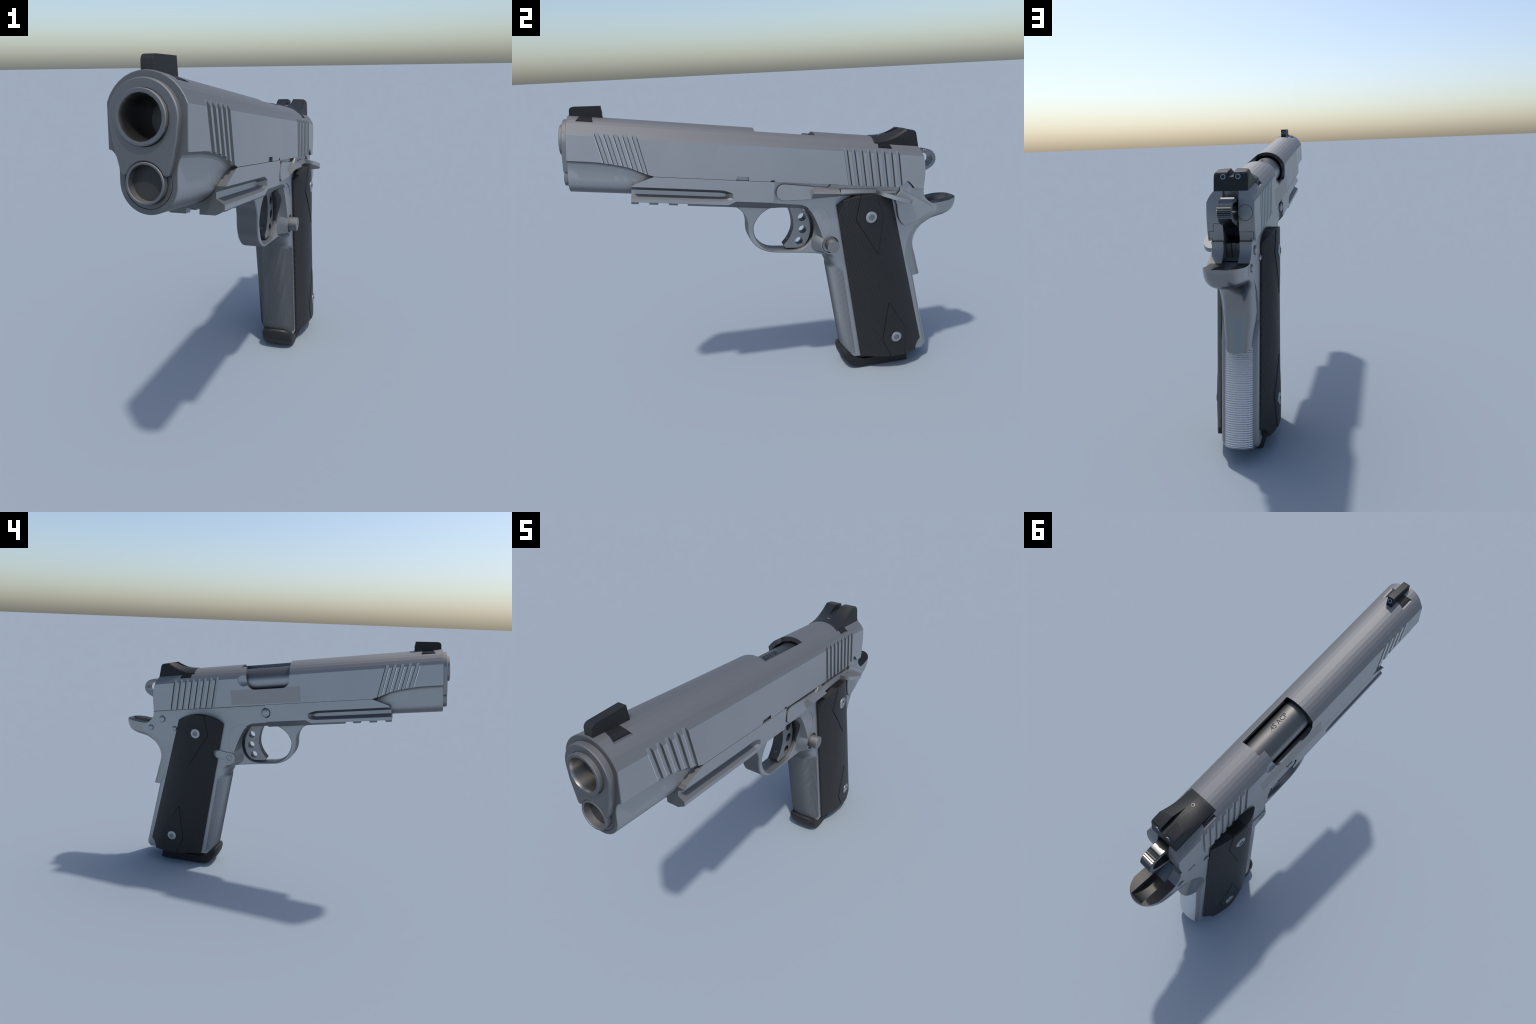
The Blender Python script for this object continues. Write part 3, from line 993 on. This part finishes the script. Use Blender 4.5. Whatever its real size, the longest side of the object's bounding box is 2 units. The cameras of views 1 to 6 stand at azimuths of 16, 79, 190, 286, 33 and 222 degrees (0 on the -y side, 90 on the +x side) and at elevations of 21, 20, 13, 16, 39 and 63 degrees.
cut(hammer, prism("c", h_hole, -0.2, 0.2))
part(hammer, None, 24)

# ================================================================ CONTROLS, LEFT SIDE
st_out = [(0.026, 1.1120), (0.026, 1.0470), (-0.118, 1.0365)] + arc(-0.124, 1.0770, 0.0410, 265, 100, 14) + [(-0.120, 1.1180), (-0.05, 1.1150)]
stop = prism("slide_stop", st_out, 0.088, 0.1075, STEEL, 0.0018)
lever = prism("c", [(0.02, 1.111), (0.02, 1.060), (0.158, 1.072), (0.158, 1.108)], 0.088, 0.100, STEEL)
tabs = sloft("c", [(0.016, [(0.092, 1.1100), (0.136, 1.0880), (0.138, 1.0835), (0.128, 1.0760), (0.106, 1.0500), (0.092, 1.055)]),
                   (0.157, [(0.092, 1.1130), (0.136, 1.0920), (0.138, 1.0875), (0.128, 1.0790), (0.106, 1.0680), (0.092, 1.068)])], KNURL)
tab2 = prism("c", [(0.094, 1.098), (0.103, 1.112), (0.112, 1.127), (0.148, 1.127), (0.156, 1.098)], 0.092, 0.112, KNURL)
cutter = sloft("c", [(0.0, [(0.09, 1.145), (0.2, 1.145), (0.2, 1.0560), (0.1365, 1.0895), (0.105, 1.135)]), (0.2, [(0.09, 1.145), (0.2, 1.145), (0.2, 1.0560), (0.1365, 1.0895), (0.105, 1.135)])])
bpy.data.objects.remove(cutter)
stop = join(stop, lever, tabs, tab2)
part(stop, None, 25)

tube_p = sloft("plunger_tube", [(0.166, circle(0.099, 1.0885, 0.0150, 24)), (0.170, circle(0.099, 1.0885, 0.0168, 24)), (0.366, circle(0.099, 1.0970, 0.0168, 24)),
                                (0.370, circle(0.099, 1.0970, 0.0150, 24)), (0.371, circle(0.099, 1.0970, 0.0095, 24)), (0.463, circle(0.099, 1.0990, 0.0095, 24))], STEEL)
part(tube_p, None, 30)

sp_out = smooth_curve([(0.4985, 1.1140), (0.510, 1.1135), (0.560, 1.0930), (0.620, 1.0665), (0.680, 1.0400), (0.694, 1.0290), (0.6965, 1.0160), (0.688, 1.0030), (0.655, 0.9800),
                       (0.620, 0.9560), (0.588, 0.9380), (0.560, 0.9260), (0.545, 0.9275), (0.528, 0.9420), (0.511, 0.9640), (0.497, 1.0000), (0.487, 1.0350), (0.477, 1.0520), (0.474, 1.0700), (0.482, 1.0930)], 3, True)
safety = prism("thumb_safety", sp_out, 0.086, 0.1045, STEEL, 0.002)
plan = smooth_curve([(0.352, 0.092), (0.358, 0.120), (0.378, 0.146), (0.410, 0.162), (0.450, 0.1725), (0.490, 0.1725), (0.525, 0.162), (0.550, 0.141), (0.557, 0.118), (0.552, 0.092)], 4)
pv, pf = [], []
n = len(plan)
for e in (-0.5, 0.5):
    for s, x in plan:
        pv.append((x, s, 1.1010 - 0.195 * (s - 0.352) + e * 0.0190))
pf = [tuple(range(n)), tuple(range(n, 2 * n))] + [(i, (i + 1) % n, (i + 1) % n + n, i + n) for i in range(n)]
paddle = obj("c", pv, pf, STEEL)
lug = prism("c", [(0.492, 1.10), (0.492, 1.129), (0.514, 1.153), (0.523, 1.157), (0.531, 1.156), (0.560, 1.129), (0.56, 1.08)], 0.070, 0.0965, STEEL)
safety = join(safety, paddle, lug)
part(safety, None, 25)

mr = xloft("magazine_release", [(0.06, circle(0.1615, 0.805, 0.0335, 40)), (0.124, circle(0.1615, 0.805, 0.0335, 40)), (0.1262, circle(0.1615, 0.805, 0.0325, 40))], STEEL)
cap = cyl_x("c", 0.1615, 0.805, 0.0310, 0.10, 0.1268, KNURL, 40)
part(join(mr, cap), None, 30)

# ================================================================ PINS AND CATCH, RIGHT SIDE
for nm, s, t, r, x1 in (("safety_pin", 0.5795, 1.0695, 0.0215, -0.0975), ("hammer_pin", 0.6690, 1.0185, 0.0185, -0.0960), ("sear_pin", 0.5010, 1.0040, 0.0160, -0.0965)):
    part(cyl_x(nm, s, t, r, -0.07, x1 - 0.003, STEEL, 28, dome=0.008), frame, 30)
sp = cyl_x("slide_stop_pin", -0.1215, 1.0775, 0.0268, -0.07, -0.1075, STEEL, 36, dome=0.010)
ringp = xloft("c", [(-0.07, circle(-0.1215, 1.0775, 0.0303, 36)), (-0.0910, circle(-0.1215, 1.0775, 0.0303, 36))], INNER)
part(join(sp, ringp), frame, 30)

lock_o = smooth_curve([(0.144, 0.769), (0.168, 0.776), (0.180, 0.793), (0.205, 0.803), (0.232, 0.806), (0.239, 0.828), (0.226, 0.850), (0.202, 0.853), (0.170, 0.842), (0.142, 0.8375), (0.115, 0.826), (0.107, 0.803), (0.120, 0.778)], 4, True)
catch = prism("magazine_catch", lock_o, -0.070, -0.0945, STEEL, 0.0015)
cut(catch, cyl_x("c", 0.1440, 0.8035, 0.0195, -0.2, -0.0885, n=32))
pin = cyl_x("c", 0.1440, 0.8035, 0.0170, -0.07, -0.0935, STEEL, 32)
slot = cyl_x("c", 0.1440, 0.8035, 0.0105, -0.07, -0.0945, DARK_STEEL, 24)
part(join(catch, pin, slot), None, 25)

part(cyl_x("mainspring_pin", 0.757, 0.206, 0.010, -0.0905, 0.0905, DARK_STEEL, 20), frame, 30)

# ================================================================ MAGAZINE BASE PAD
mb_pts = [  # centre outline, flank outline
    ((0.3120, 0.1520), (0.358, 0.118)), ((0.3130, 0.1680), (0.363, 0.136)), ((0.3190, 0.1765), (0.369, 0.141)), ((0.3270, 0.1740), (0.378, 0.138)),
    ((0.3380, 0.1480), (0.405, 0.1330)), ((0.3500, 0.1240), (0.420, 0.1260)), ((0.4450, 0.1170), (0.445, 0.1170)), ((0.7110, 0.1490), (0.709, 0.1490)),
    ((0.7160, 0.1470), (0.713, 0.1460)), ((0.7290, 0.1010), (0.725, 0.1060)), ((0.7250, 0.0960), (0.721, 0.1010)), ((0.4400, 0.0610), (0.447, 0.0680)),
    ((0.4150, 0.0590), (0.425, 0.0670)), ((0.3900, 0.0620), (0.404, 0.0700)), ((0.3680, 0.0700), (0.386, 0.0790)), ((0.3430, 0.0880), (0.372, 0.0950)), ((0.3240, 0.1160), (0.361, 0.1060))]
MX = [0.0, 0.02, 0.04, 0.052, 0.062, 0.070, 0.076, 0.081, 0.0842, 0.0860]
secs = []
for x in [-v for v in reversed(MX[1:])] + MX:
    w_ = max(0.0, 1 - (abs(x) / 0.0862) ** 3.0) ** (1 / 2.4)
    secs.append((x, [(b[0] + (a[0] - b[0]) * w_, b[1] + (a[1] - b[1]) * w_) for a, b in mb_pts]))
pad = xloft("magazine_base", secs, POLYMER)
lip = prism("c", [(0.36, 0.10), (0.36, 0.128), (0.425, 0.1335), (0.710, 0.1690), (0.713, 0.152), (0.43, 0.119)], -0.078, 0.078, POLYMER)
part(join(pad, lip), None, 30)

# ================================================================ HIERARCHY
root = bpy.data.objects.new("pistol", None)
root.empty_display_size = 0.2
COL.objects.link(root)
root.location = (CENTRE_X, 0, 0)
root.rotation_euler = (math.radians(TILT), 0, 0)
root["label"] = "stainless steel semi-automatic pistol with black grip panels"
root["category"] = "pistol"
for o, p in PARTS.items():
    o.parent = p if p is not None else root
